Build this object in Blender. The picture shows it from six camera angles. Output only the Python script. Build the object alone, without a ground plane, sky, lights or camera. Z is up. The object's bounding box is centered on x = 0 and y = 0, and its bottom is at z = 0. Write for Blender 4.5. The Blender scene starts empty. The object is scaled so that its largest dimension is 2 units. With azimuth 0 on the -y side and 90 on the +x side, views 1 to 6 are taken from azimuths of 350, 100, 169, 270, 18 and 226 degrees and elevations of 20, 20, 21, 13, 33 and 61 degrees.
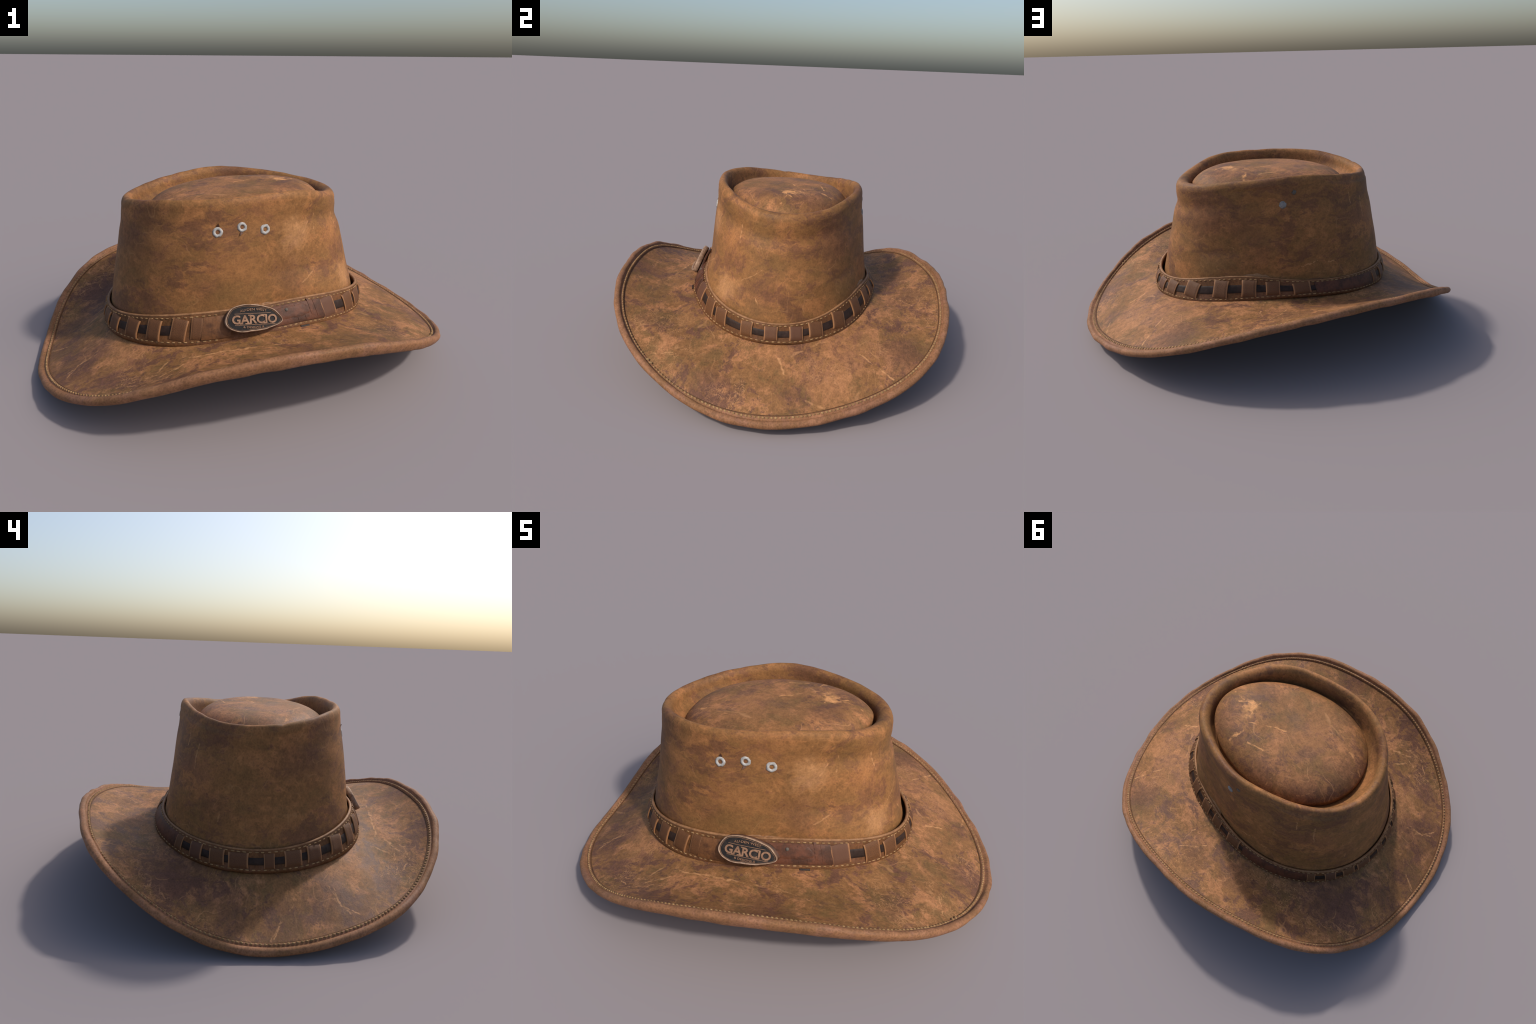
import bpy, math, random
import numpy as np
from mathutils import Vector, Matrix, noise

random.seed(7)
TAU = 2 * math.pi

# ---------------------------------------------------------------- curves of the hat
# Each closed line of the hat (brim edge, seam, band edges, crown lip) is a smooth loop
# around the z axis: radius and height as short Fourier series of the angle.
LINES = {
    "edge": ([0.9298, -0.0112, 0.0013, 0.0653, 0.0125, 0.0016, -0.0004, -0.0142, -0.0111, 0.0034, 0.0005, -0.0008, -0.0009, 0.0042, -0.0002, 0.0003, 0.0019],
             [0.2032, -0.0013, -0.0107, -0.1416, -0.0567, 0.0095, 0.0152, -0.0138, -0.0039, 0.0041, -0.0017, -0.0035, 0.0067, 0.0033, -0.0029, -0.0025, 0.0012]),
    "band_foot": ([0.5703, -0.0457, 0.0009, 0.0773, 0.0168, 0.0086, -0.0002, -0.0009, 0.0024],
                  [0.2391, 0.0092, -0.003, -0.0294, -0.0019, 0.0008, -0.0022, -0.0014, 0.0028]),
    "band_head": ([0.528, -0.0515, 0.0078, 0.0917, 0.0141, 0.012, -0.0054, 0.0027, -0.0016],
                  [0.3347, 0.0134, -0.018, -0.032, 0.0058, -0.0035, -0.0043, -0.0078, -0.007]),
    "lip": ([0.413, -0.0538, 0.0036, 0.0642, 0.02, -0.0031, -0.0018, 0.0056, 0.0042, -0.0021, 0.0041],
            [0.7889, -0.0037, -0.0132, -0.0276, -0.0041, 0.001, -0.0049, -0.0054, 0.0022, 0.0007, 0.0003]),
}


# rise of the edge above the seam of the binding: the sides curl up, front and back droop
EDGE_LIFT = {0: -0.018, 30: -0.016, 60: -0.004, 90: 0.009, 120: 0.009, 150: 0.0, 180: -0.015, 210: -0.010, 240: 0.005, 270: 0.011, 300: 0.010, 330: 0.004, 345: -0.006}


def series(c, th):
    v = np.full_like(th, c[0])
    for k in range(1, (len(c) + 1) // 2):
        v = v + c[2 * k - 1] * np.cos(k * th) + c[2 * k] * np.sin(k * th)
    return v


def line(name, th):
    """radius and height of a named line at the angles th"""
    th = np.atleast_1d(np.asarray(th, float))
    if name == "seam":              # inner border of the binding: a constant step in from the edge
        r, z = line("edge", th)
        return r - 0.027, z - smooth_table(EDGE_LIFT, th)
    r, z = series(LINES[name][0], th), series(LINES[name][1], th)
    if name == "edge":
        z = z + 0.006 * bump(th, 90, 60)
        r = r + 0.004 * bump(th, 138, 22) + 0.006 * bump(th, 157, 22) + 0.004 * bump(th, 208, 30) - 0.004 * bump(th, 45, 30)
    return r, z


def bump(th, centre, width):
    """1 at the angle `centre` (degrees), falling smoothly to 0 at `width` degrees away"""
    d = np.abs((np.degrees(th) - centre + 180) % 360 - 180) / width
    return np.where(d < 1, (1 - d ** 2) ** 2, 0.0)


def sstep(a, b, x):
    t = np.clip((x - a) / (b - a), 0, 1)
    return t * t * (3 - 2 * t)


def wobble(p, scale, seed=0.0):
    return noise.noise(Vector((p[0] * scale + seed, p[1] * scale - seed, p[2] * scale + 2 * seed)))


def ring_points(th, r, z):
    return np.stack([r * np.cos(th), r * np.sin(th), z], -1)


# ---------------------------------------------------------------- mesh helpers
ROOT = None


def add(name, mesh, mat, parent=None, smooth=True, angle=None, kind=None):
    o = bpy.data.objects.new(name, mesh)
    bpy.context.collection.objects.link(o)
    if mat is not None and not mesh.materials:
        mesh.materials.append(mat)
    if smooth:
        mesh.shade_smooth()
        if angle:
            mesh.set_sharp_from_angle(angle=math.radians(angle))
    o.parent = parent or ROOT
    if kind:
        o["kind"] = kind
    return o


def mesh_of(name, verts, faces):
    me = bpy.data.meshes.new(name)
    me.from_pydata([tuple(map(float, v)) for v in verts], [], faces)
    me.validate()
    me.update()
    return me


def loft(name, rows, closed_profile=False, closed_ring=True, cap=False):
    """rows: list of (N,3) rings; joins consecutive rings with quads, normals outward for rows going up"""
    rows = [np.asarray(r) for r in rows]
    n = len(rows[0])
    verts = np.concatenate(rows)
    faces = []
    R = len(rows)
    for i in range(R if closed_profile else R - 1):
        a, b = i * n, ((i + 1) % R) * n
        for j in range(n if closed_ring else n - 1):
            k = (j + 1) % n
            faces.append((a + j, a + k, b + k, b + j))
    if cap:
        faces.append(tuple(range(n))[::-1])
        faces.append(tuple((R - 1) * n + j for j in range(n)))
    return mesh_of(name, verts, faces)


# ---------------------------------------------------------------- node helpers
class Nodes:
    def __init__(self, name):
        self.mat = bpy.data.materials.new(name)
        self.mat.use_nodes = True
        self.t = self.mat.node_tree
        self.t.nodes.clear()
        self.out = self.t.nodes.new("ShaderNodeOutputMaterial")
        self.bsdf = self.t.nodes.new("ShaderNodeBsdfPrincipled")
        self.t.links.new(self.bsdf.outputs[0], self.out.inputs[0])
        self.co = self.t.nodes.new("ShaderNodeTexCoord").outputs["Object"]

    def put(self, sock, v):
        if isinstance(v, bpy.types.NodeSocket):
            self.t.links.new(v, sock)
        elif v is not None:
            if sock.type == "RGBA" and len(v) == 3:
                v = (*v, 1)
            sock.default_value = v

    def math(self, op, a, b=None, c=None, clamp=False):
        n = self.t.nodes.new("ShaderNodeMath")
        n.operation = op
        n.use_clamp = clamp
        for s, v in zip(n.inputs, (a, b, c)):
            self.put(s, v)
        return n.outputs[0]

    def vec(self, op, a, b=None):
        n = self.t.nodes.new("ShaderNodeVectorMath")
        n.operation = op
        self.put(n.inputs[0], a)
        if op == "SCALE":
            self.put(n.inputs["Scale"], b)
        elif b is not None:
            self.put(n.inputs[1], b)
        return n.outputs["Value"] if op in ("DOT_PRODUCT", "DISTANCE", "LENGTH") else n.outputs["Vector"]

    def mapping(self, scale=(1, 1, 1), rot=(0, 0, 0), loc=(0, 0, 0), src=None):
        n = self.t.nodes.new("ShaderNodeMapping")
        self.put(n.inputs[0], src or self.co)
        n.inputs["Scale"].default_value = scale
        n.inputs["Rotation"].default_value = rot
        n.inputs["Location"].default_value = loc
        return n.outputs[0]

    def noise(self, scale, detail=4, rough=0.55, dist=0.0, src=None, color=False):
        n = self.t.nodes.new("ShaderNodeTexNoise")
        self.put(n.inputs["Vector"], src or self.co)
        n.inputs["Scale"].default_value = scale
        n.inputs["Detail"].default_value = detail
        n.inputs["Roughness"].default_value = rough
        n.inputs["Distortion"].default_value = dist
        return n.outputs["Color" if color else "Fac"]

    def voronoi(self, scale, feature="DISTANCE_TO_EDGE", src=None, out="Distance"):
        n = self.t.nodes.new("ShaderNodeTexVoronoi")
        n.feature = feature
        self.put(n.inputs["Vector"], src or self.co)
        n.inputs["Scale"].default_value = scale
        return n.outputs[out]

    def remap(self, v, a, b, lo=0.0, hi=1.0, smooth=True):
        n = self.t.nodes.new("ShaderNodeMapRange")
        n.interpolation_type = "SMOOTHSTEP" if smooth else "LINEAR"
        self.put(n.inputs[0], v)
        for i, x in enumerate((a, b, lo, hi)):
            n.inputs[i + 1].default_value = x
        return n.outputs[0]

    def mix(self, f, a, b, blend="MIX"):
        n = self.t.nodes.new("ShaderNodeMix")
        n.data_type = "RGBA"
        n.blend_type = blend
        self.put(n.inputs[0], f)
        self.put(n.inputs[6], a)
        self.put(n.inputs[7], b)
        return n.outputs[2]

    def mul(self, a, b):
        return self.math("MULTIPLY", a, b)

    def bump(self, h, strength, dist=0.01, normal=None):
        n = self.t.nodes.new("ShaderNodeBump")
        n.inputs["Strength"].default_value = strength
        n.inputs["Distance"].default_value = dist
        self.put(n.inputs["Height"], h)
        if normal is not None:
            self.put(n.inputs["Normal"], normal)
        return n.outputs[0]

    def warp(self, amount, scale, src=None):
        c = self.noise(scale, 2, 0.5, src=src, color=True)
        c = self.vec("SUBTRACT", c, (0.5, 0.5, 0.5))
        return self.vec("ADD", src or self.co, self.vec("SCALE", c, amount))

    def stain(self, warped, centre, radius, ragged, soft):
        """blotch around a point, on warped coordinates so that its edge is ragged"""
        d = self.math("DIVIDE", self.vec("DISTANCE", warped, centre), radius * 1.25)
        d = self.math("ADD", d, ragged)
        return self.remap(d, 0.9 + soft, 0.9 - soft, 0, 1)

    def scratch(self, warped, a, b, width):
        """thin mark along the segment a-b"""
        a, b = Vector(a), Vector(b)
        ab = b - a
        pa = self.vec("SUBTRACT", warped, tuple(a))
        h = self.math("DIVIDE", self.vec("DOT_PRODUCT", pa, tuple(ab)), max(ab.length_squared, 1e-8), clamp=True)
        d = self.vec("DISTANCE", pa, self.vec("SCALE", tuple(ab), h))
        return self.remap(d, width, width * 0.25, 0, 1)

    def finish(self, color, rough, spec=0.35, normal=None, metallic=0.0, coat=0.0):
        self.put(self.bsdf.inputs["Base Color"], color)
        self.put(self.bsdf.inputs["Roughness"], rough)
        self.put(self.bsdf.inputs["Specular IOR Level"], spec)
        self.put(self.bsdf.inputs["Metallic"], metallic)
        self.put(self.bsdf.inputs["Coat Weight"], coat)
        if normal is not None:
            self.put(self.bsdf.inputs["Normal"], normal)
        return self.mat


# ---------------------------------------------------------------- leather
TAN = (0.300, 0.142, 0.054)
ORANGE = (0.430, 0.178, 0.080)
OLIVE = (0.122, 0.071, 0.025)
PURPLE = (0.116, 0.051, 0.031)
SCUFF = (0.540, 0.270, 0.115)


def leather(name, base=TAN, warm=ORANGE, olive=OLIVE, purple=PURPLE, contrast=1.0, blotch=4.0, grain=1.0,
            crackle=0.5, scratches=0.6, marks=(), stains=(), seed=0.0, pebble=1.0, ragged=3.4, stain_soft=0.45, stretch=(1, 1, 1), scuff=SCUFF):
    k = Nodes(name)
    off = k.mapping(loc=(seed, seed * 1.7, -seed))
    w = k.mapping(scale=stretch, src=k.warp(0.10, 6.0, src=off))
    fibre = k.noise(38, 4, 0.6, src=k.warp(0.05, 14, src=off))
    # broad tone: worn warm areas, greenish and purplish dark dye
    n_warm = k.noise(blotch, 6, 0.62, 0.3, src=w)
    n_oliv = k.noise(blotch * 1.25, 6, 0.64, 0.4, src=k.mapping(loc=(3.1, 7.7, 1.3), src=w))
    n_purp = k.noise(blotch * 0.95, 7, 0.66, 0.4, src=k.mapping(loc=(-5.2, 2.4, 8.8), src=w))
    n_fine = k.noise(blotch * 4.5, 6, 0.66, 0.5, src=k.mapping(loc=(1.7, -4.4, 0.6), scale=(1, 1.9, 1.3), rot=(0.2, 0.3, 0.7), src=w))
    fine = k.math("ADD", k.math("SUBTRACT", n_fine, 0.5), k.mul(k.math("SUBTRACT", fibre, 0.5), 0.5))

    def zone(n, a, b, amt):
        v = k.math("ADD", n, k.mul(fine, 0.5))
        return k.mul(k.remap(v, a, b - 0.05), min(1.0, amt * contrast))

    col = k.mix(zone(n_warm, 0.47, 0.66, 0.85), base, warm)
    col = k.mix(zone(n_oliv, 0.50, 0.66, 0.58), col, olive)
    col = k.mix(zone(n_purp, 0.50, 0.66, 0.80), col, purple)
    # individual stains seen on this part
    if stains:
        ws = k.warp(0.12, 7.0, src=k.warp(0.05, 24.0))
        rag = k.noise(13, 6, 0.68, 0.6, src=k.mapping(scale=(1, 1.9, 1.3), rot=(0.3, 0, 0.7)))
        rag = k.mul(k.math("SUBTRACT", rag, 0.5), ragged)
        tints = {"dark": purple, "olive": olive, "warm": warm, "pale": scuff}
        for tint, c, r, amt in stains:
            col = k.mix(k.mul(k.stain(ws, c, r, rag, stain_soft), amt), col, tints[tint])
    # fine mottling of the grain
    g = k.remap(fibre, 0.25, 0.75, 1 - 0.30 * grain, 1 + 0.28 * grain, smooth=False)
    col = k.mix(1.0, col, k.vec("SCALE", (1, 1, 1), g), "MULTIPLY")
    spk = k.noise(150, 2, 0.6)
    s2 = k.remap(spk, 0.3, 0.7, 1 - 0.12 * grain, 1 + 0.12 * grain, smooth=False)
    col = k.mix(1.0, col, k.vec("SCALE", (1, 1, 1), s2), "MULTIPLY")
    # pebble of the hide: darker cells between slightly paler creases
    pw = k.warp(0.014, 55.0, src=off)
    peb = k.remap(k.voronoi(62, src=k.mapping(scale=(1, 1.5, 1.2), rot=(0, 0, 0.6), src=pw)), 0.0, 0.32, 1.16, 0.90)
    peb = k.math("POWER", peb, pebble)
    col = k.mix(1.0, col, k.vec("SCALE", (1, 1, 1), peb), "MULTIPLY")
    # crackle: thin pale lines in patches
    cw = k.warp(0.075, 17.0, src=k.warp(0.02, 60.0, src=off))
    edge = k.voronoi(44, src=k.mapping(scale=(1, 1.7, 1.2), rot=(0.2, 0.1, 0.9), src=cw))
    cr = k.remap(edge, 0.075, 0.015)
    cr = k.mul(cr, k.remap(k.noise(26, 2, 0.5, src=off), 0.42, 0.56))
    patch = k.remap(k.noise(3.2, 3, 0.5, src=k.mapping(loc=(9, 1, 4), src=off)), 0.47, 0.62)
    cr = k.mul(k.mul(cr, patch), crackle)
    col = k.mix(cr, col, k.mix(0.6, col, SCUFF))
    height = k.math("ADD", k.mul(fibre, 0.4), k.mul(spk, 0.25))
    height = k.math("SUBTRACT", height, k.mul(cr, 0.35))
    # long fine scratches: contour lines of stretched noise, broken into short runs
    for i, (rx, ry, rz) in enumerate(((0.3, 0.2, 0.4), (0.9, -0.5, 1.9), (-0.4, 0.7, 2.9))):
        m = k.mapping(scale=(1, 2.6, 1.6), rot=(rx, ry, rz), loc=(seed + i * 3, i * 1.3, 0), src=k.warp(0.03, 12))
        ln = k.math("ABSOLUTE", k.math("SUBTRACT", k.noise(3.4, 1, 0.4, src=m), 0.5))
        ln = k.remap(ln, 0.0075, 0.001)
        brk = k.remap(k.noise(6, 2, 0.5, src=k.mapping(loc=(i * 5.5, seed, 2 * i))), 0.55, 0.64)
        ln = k.mul(k.mul(ln, brk), scratches)
        col = k.mix(ln, col, k.mix(0.75, col, SCUFF))
    # individual scuffs seen on this part
    if marks:
        ws = k.warp(0.030, 16.0, src=k.warp(0.012, 60.0))
        brk = k.remap(fibre, 0.30, 0.55, 0.35, 1)
        for a, b, wd, amt in marks:
            f = k.mul(k.mul(k.scratch(ws, a, b, wd), brk), amt)
            col = k.mix(f, col, scuff)
    nrm = k.bump(height, 0.35 * grain, 0.006)
    rough = k.remap(n_purp, 0.3, 0.7, 0.70, 0.58)
    return k.finish(col, rough, 0.22, nrm)


def plain_leather(name, base, dark, pale, worn_edges=False, vary=True, scale=1.0, spec=0.35, rough=0.6):
    """small leather pieces: worn pale edges along local x, tone varied from piece to piece"""
    k = Nodes(name)
    n = k.noise(22 * scale, 5, 0.6, 0.3)
    col = k.mix(k.remap(n, 0.38, 0.66), base, dark)
    if vary:
        r = k.t.nodes.new("ShaderNodeObjectInfo").outputs["Random"]
        col = k.mix(k.remap(r, 0.55, 0.95, 0, 0.75), col, (0.105, 0.042, 0.022))
    g = k.remap(k.noise(120, 3, 0.6), 0.25, 0.75, 0.78, 1.22, smooth=False)
    col = k.mix(1.0, col, k.vec("SCALE", (1, 1, 1), g), "MULTIPLY")
    if worn_edges:
        x = k.t.nodes.new("ShaderNodeSeparateXYZ")
        k.put(x.inputs[0], k.co)
        e = k.math("ADD", k.math("ABSOLUTE", x.outputs[0]), k.mul(k.math("SUBTRACT", k.noise(40, 2), 0.5), 0.12))
        col = k.mix(k.mul(k.remap(e, 0.37, 0.46), 0.85), col, pale)
    nrm = k.bump(k.noise(70, 4, 0.6), 0.3, 0.004)
    return k.finish(col, rough, spec, nrm)


M_BIND = leather("binding_leather", base=(0.225, 0.104, 0.048), warm=(0.285, 0.134, 0.070), olive=(0.165, 0.083, 0.031),
                 purple=(0.215, 0.100, 0.058), contrast=0.8, blotch=5, grain=0.8, crackle=0, scratches=0.1, seed=2.2)
M_BAND = leather("band_leather", base=(0.118, 0.047, 0.016), warm=(0.165, 0.069, 0.023), olive=(0.076, 0.035, 0.012),
                 purple=(0.130, 0.055, 0.028), contrast=0.8, blotch=6, grain=0.7, crackle=0, scratches=0.15, seed=5.7)
M_EDGE = plain_leather("raw_leather_edge", (0.29, 0.142, 0.060), (0.20, 0.092, 0.036), (0.4, 0.22, 0.1), vary=False)
M_LOOP = plain_leather("loop_leather", (0.155, 0.062, 0.020), (0.076, 0.029, 0.010), (0.345, 0.160, 0.064), worn_edges=True)
M_STRAP = plain_leather("strap_leather", (0.118, 0.040, 0.018), (0.062, 0.024, 0.012), (0.3, 0.14, 0.07), vary=False, rough=0.55, spec=0.25)
M_CORD = plain_leather("cord_leather", (0.036, 0.019, 0.013), (0.018, 0.010, 0.007), (0.08, 0.05, 0.04), vary=False, rough=0.55, spec=0.2)
M_BACK = plain_leather("backing_leather", (0.085, 0.033, 0.016), (0.045, 0.018, 0.009), (0.2, 0.1, 0.05), vary=False)
M_GROOVE_SHADE = plain_leather("seam_leather", (0.130, 0.063, 0.027), (0.085, 0.040, 0.018), (0.2, 0.1, 0.05), vary=False, spec=0.15)
M_LINING = plain_leather("lining_leather", (0.16, 0.085, 0.040), (0.11, 0.055, 0.026), (0.2, 0.1, 0.05), vary=False)


def thread_material():
    k = Nodes("thread")
    col = k.mix(k.remap(k.noise(30, 3), 0.35, 0.65), (0.36, 0.220, 0.098), (0.23, 0.132, 0.056))
    return k.finish(col, 0.75, 0.2)


def metal_material(name, base, dark, rough, metallic, spec=0.35):
    k = Nodes(name)
    n = k.noise(45, 5, 0.65, 0.4)
    col = k.mix(k.remap(n, 0.42, 0.66), base, dark)
    return k.finish(col, k.remap(n, 0.3, 0.7, rough, rough + 0.2), spec, k.bump(n, 0.2, 0.002), metallic)


M_THREAD = thread_material()
M_BADGE_EDGE = metal_material("badge_metal", (0.40, 0.265, 0.175), (0.24, 0.145, 0.090), 0.55, 0.1)
M_BADGE_FIELD = metal_material("badge_enamel", (0.018, 0.016, 0.016), (0.036, 0.029, 0.025), 0.6, 0.0, 0.15)
M_LETTER = metal_material("letter_metal", (0.30, 0.165, 0.095), (0.20, 0.105, 0.060), 0.55, 0.15)
M_EYELET = metal_material("eyelet_metal", (0.44, 0.42, 0.39), (0.28, 0.265, 0.245), 0.55, 0.05)
M_RIVET = metal_material("rivet_metal", (0.25, 0.235, 0.22), (0.15, 0.135, 0.12), 0.6, 0.0, 0.2)
M_DULL = metal_material("dull_metal", (0.12, 0.10, 0.08), (0.07, 0.055, 0.04), 0.6, 0.2)

# ---------------------------------------------------------------- the hat
ROOT = None
root = bpy.data.objects.new("leather_hat", None)
bpy.context.collection.objects.link(root)
root["label"] = "worn brown leather outback hat with looped band and oval badge"
root["category"] = "hat"
ROOT = root

N = 360
TH = np.linspace(0, TAU, N, endpoint=False)
CX = np.cos(TH)
SY = np.sin(TH)


# ---- brim -----------------------------------------------------
def brim_profile(th, s):
    """upper surface of the brim: s = 0 under the band, s = 1 at the seam of the binding"""
    r0, z0 = line("band_foot", th)
    r0, z0 = r0 - 0.035, z0 + 0.004
    r1, z1 = line("seam", th)
    re, ze = line("edge", th)
    sag = BRIM_SAG(th)
    r = r0 + (r1 - r0) * s
    # where the sides curl up the dip sits nearer the edge; the front and back droop in an arch
    near = bump(th, 108, 60)        # on this side the hollow lies close beside the crown
    a, b = 1.0 + 0.6 * (1 - near) * np.clip(-sag / 0.05, 0, 1) - 0.25 * near, 1.0 + 0.5 * near
    peak = (a / (a + b)) ** a * (b / (a + b)) ** b
    z = z0 + (z1 - z0) * s + sag * s ** a * (1 - s) ** b / peak
    swell = 0.012 * bump(th, 340, 28) + 0.002 * bump(th, 20, 28)
    z = z + swell * np.exp(-((s - 0.75) / 0.18) ** 2) - 0.012 * bump(th, 316, 24) * np.exp(-((s - 0.38) / 0.2) ** 2)
    return r, z


# how far the middle of the brim bows off the straight line from crown to seam, at some angles
BOW = {0: 0.008, 20: 0.016, 40: 0.024, 55: 0.010, 75: -0.024, 90: -0.036, 105: -0.038, 120: -0.036, 135: -0.028, 150: -0.018, 180: -0.008,
       210: -0.014, 240: -0.026, 255: -0.031, 270: -0.032, 285: -0.028, 300: -0.016, 315: -0.002, 330: 0.013, 345: 0.017}
# how much thicker the binding hangs under the curled-up sides
HANG = {0: 0.0, 30: 0.002, 50: 0.003, 90: 0.003, 120: 0.003, 145: 0.003, 165: 0.002, 180: 0.0, 210: 0.002, 235: 0.012, 270: 0.020, 315: 0.018, 340: 0.008}
# extra thickness of the brim's middle (felted lining below the leather)
PADDING = {0: 0.0, 30: 0.012, 40: 0.018, 60: 0.036, 90: 0.044, 120: 0.038, 150: 0.032, 170: 0.006, 190: 0.0, 230: 0.008, 270: 0.014, 300: 0.016, 320: 0.018, 340: 0.008}


def smooth_table(table, th):
    """periodic smooth interpolation of {degrees: value}"""
    d = np.array(sorted(table))
    v = np.array([table[k] for k in sorted(table)])
    d3 = np.concatenate([d - 360, d, d + 360])
    x = np.arange(0, 360, 1.0)
    y = np.interp(x, d3, np.tile(v, 3))
    k = np.exp(-0.5 * (np.arange(-24, 25) / 8.0) ** 2)
    y = np.convolve(np.concatenate([y[-24:], y, y[:24]]), k / k.sum(), "valid")
    return np.interp(np.degrees(th) % 360, np.append(x, 360), np.append(y, y[0]))


def BRIM_SAG(th):
    return smooth_table(BOW, th)


def lumps(P, amp, scale, seed):
    return np.array([wobble(p, scale, seed) for p in P]) * amp


top_rows, low_rows = [], []
for s in np.linspace(0, 1, 46):
    r, z = brim_profile(TH, s)
    P = ring_points(TH, r, z)
    fade = min(1, 4 * s) * min(1, 6 * (1 - s))
    z = z + fade * (lumps(P, 0.004, 5, 1.0) + lumps(P, 0.0015, 16, 3.0))
    P = ring_points(TH, r, z)
    top_rows.append(P)
    Q = P.copy()
    Q[:, 2] -= 0.014 + smooth_table(PADDING, TH) * math.sin(math.pi * min(1.0, 0.12 + 0.88 * s ** 1.25) ** 1.0) ** 0.8
    low_rows.append(Q)
brim_obj = add("brim", loft("brim", (low_rows[::1] + top_rows[::-1]), closed_profile=True), None)

# ---- rolled binding round the brim ----------------------------
rg, zg = line("seam", TH)
re, ze = line("edge", TH)
d = np.stack([re - rg, ze - zg], -1)
L = np.linalg.norm(d, axis=1)
u = d / L[:, None]
nr, nz = -u[:, 1], u[:, 0]
# (distance along seam->edge as a share of the way, height off the surface)
flap = [(-0.10, -0.008), (-0.10, 0.0035), (-0.02, 0.0065), (0.12, 0.0070), (0.28, 0.0060), (0.42, 0.0030), (0.56, 0.0045)]
under = [(0.30, -0.0165), (0.0, -0.0170), (-0.45, -0.0172), (-1.2, -0.0175), (-2.2, -0.0170)]
rows = []


def bind_row(along, up):
    r = rg + u[:, 0] * along + nr * up
    z = zg + u[:, 1] * along + nz * up
    return ring_points(TH, r, z)


tube = 0.0165
edge_wave = np.array([noise.noise(Vector((c * 7, s * 7, 4.1))) + 0.5 * noise.noise(Vector((c * 17, s * 17, 1.7))) for c, s in zip(CX, SY)])
lump = np.array([1 + 0.16 * noise.noise(Vector((c * 9, s * 9, 0.3))) for c, s in zip(CX, SY)])
groove_r, groove_z = rg - u[:, 0] * L * 0.16 + nr * 0.0005, zg - u[:, 1] * L * 0.16 + nz * 0.0005
shade_tube = [ring_points(TH, groove_r + 0.0030 * math.cos(a), groove_z + 0.0030 * math.sin(a)) for a in np.linspace(0, TAU, 7)[:-1]]
add("seam_cord", loft("seam_cord", shade_tube[::-1], closed_profile=True), M_GROOVE_SHADE)  # dark tube modelled to draw the shadow in the binding's groove
joint = bump(TH, 137.5, 4)            # where the binding strip overlaps itself
lump = lump + 0.25 * joint
for f, h in flap:
    rows.append(bind_row(L * f, h + 0.004 * joint))
hang = smooth_table(HANG, TH)
for a in np.radians(np.arange(125, -131, -17)):
    low = hang * max(0, -math.sin(a)) ** 2
    rows.append(bind_row(L + 0.004 * edge_wave + tube * lump * math.cos(a) - 0.5 * low, 0.004 * edge_wave + tube * lump * math.sin(a) - low))
for f, h in under:
    rows.append(bind_row(L * f, h - hang * np.clip((f + 2.2) / 2.5, 0, 1)))
add("brim_binding", loft("brim_binding", rows[::-1], closed_profile=True), M_BIND)


# ---- stitches: little rounded pills laid along a line ----------
def pill(length, width, height, seg=5):
    """half-buried elongated stitch, long axis x"""
    v, f = [], []
    xs = np.linspace(-1, 1, 6)
    for x in xs:
        w = math.sqrt(max(0.04, 1 - x ** 4))
        for j in range(seg):
            a = math.pi * j / (seg - 1)
            v.append((x * length / 2, math.cos(a) * width / 2 * w, math.sin(a) * height * w - 0.0008))
    for i in range(5):
        for j in range(seg - 1):
            f.append((i * seg + j, (i + 1) * seg + j, (i + 1) * seg + j + 1, i * seg + j + 1))
    f.append(tuple(range(seg)))
    f.append(tuple(5 * seg + j for j in range(seg))[::-1])
    return np.array(v), f


def stitches(name, centre, normal, pitch, length, width, height, skew=0.0, keep=None, parent=None, seed=1):
    """centre, normal: functions of the angle array giving points and surface normals"""
    rnd = random.Random(seed)
    t = np.linspace(0, TAU, 4000)
    P = centre(t)
    s = np.concatenate([[0], np.cumsum(np.linalg.norm(np.diff(P, axis=0), axis=1))])
    n = int(s[-1] / pitch)
    V, F = [], []
    for i in range(n):
        a = float(np.interp((i + 0.5 + rnd.uniform(-0.08, 0.08)) * s[-1] / n, s, t))
        if keep and not keep(math.degrees(a)):
            continue
        p0, p1 = centre(np.array([a - 0.002, a + 0.002]))
        c = (p0 + p1) / 2
        x = Vector(p1 - p0).normalized()
        nv = Vector(normal(np.array([a]))[0]).normalized()
        y = nv.cross(x).normalized()
        nv = x.cross(y)
        ang = skew + rnd.uniform(-0.08, 0.08)
        x, y = x * math.cos(ang) + y * math.sin(ang), y * math.cos(ang) - x * math.sin(ang)
        pv, pf = pill(length * rnd.uniform(0.85, 1.12), width * rnd.uniform(0.85, 1.1), height)
        b = len(V)
        for q in pv:
            V.append(Vector(c) + x * q[0] + y * q[1] + nv * q[2])
        F += [tuple(b + k for k in ff) for ff in pf]
    return add(name, mesh_of(name, V, F), M_THREAD, parent, kind="stuff")


def bind_frame(th):
    rg, zg = line("seam", th)
    re, ze = line("edge", th)
    dr, dz = re - rg, ze - zg
    l = np.hypot(dr, dz)
    return rg, zg, dr / l, dz / l, l


def bind_centre(th):
    rg, zg, ur, uz, l = bind_frame(th)
    f, h = 0.13, 0.0070
    return ring_points(th, rg + ur * l * f - uz * h, zg + uz * l * f + ur * h)


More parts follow.
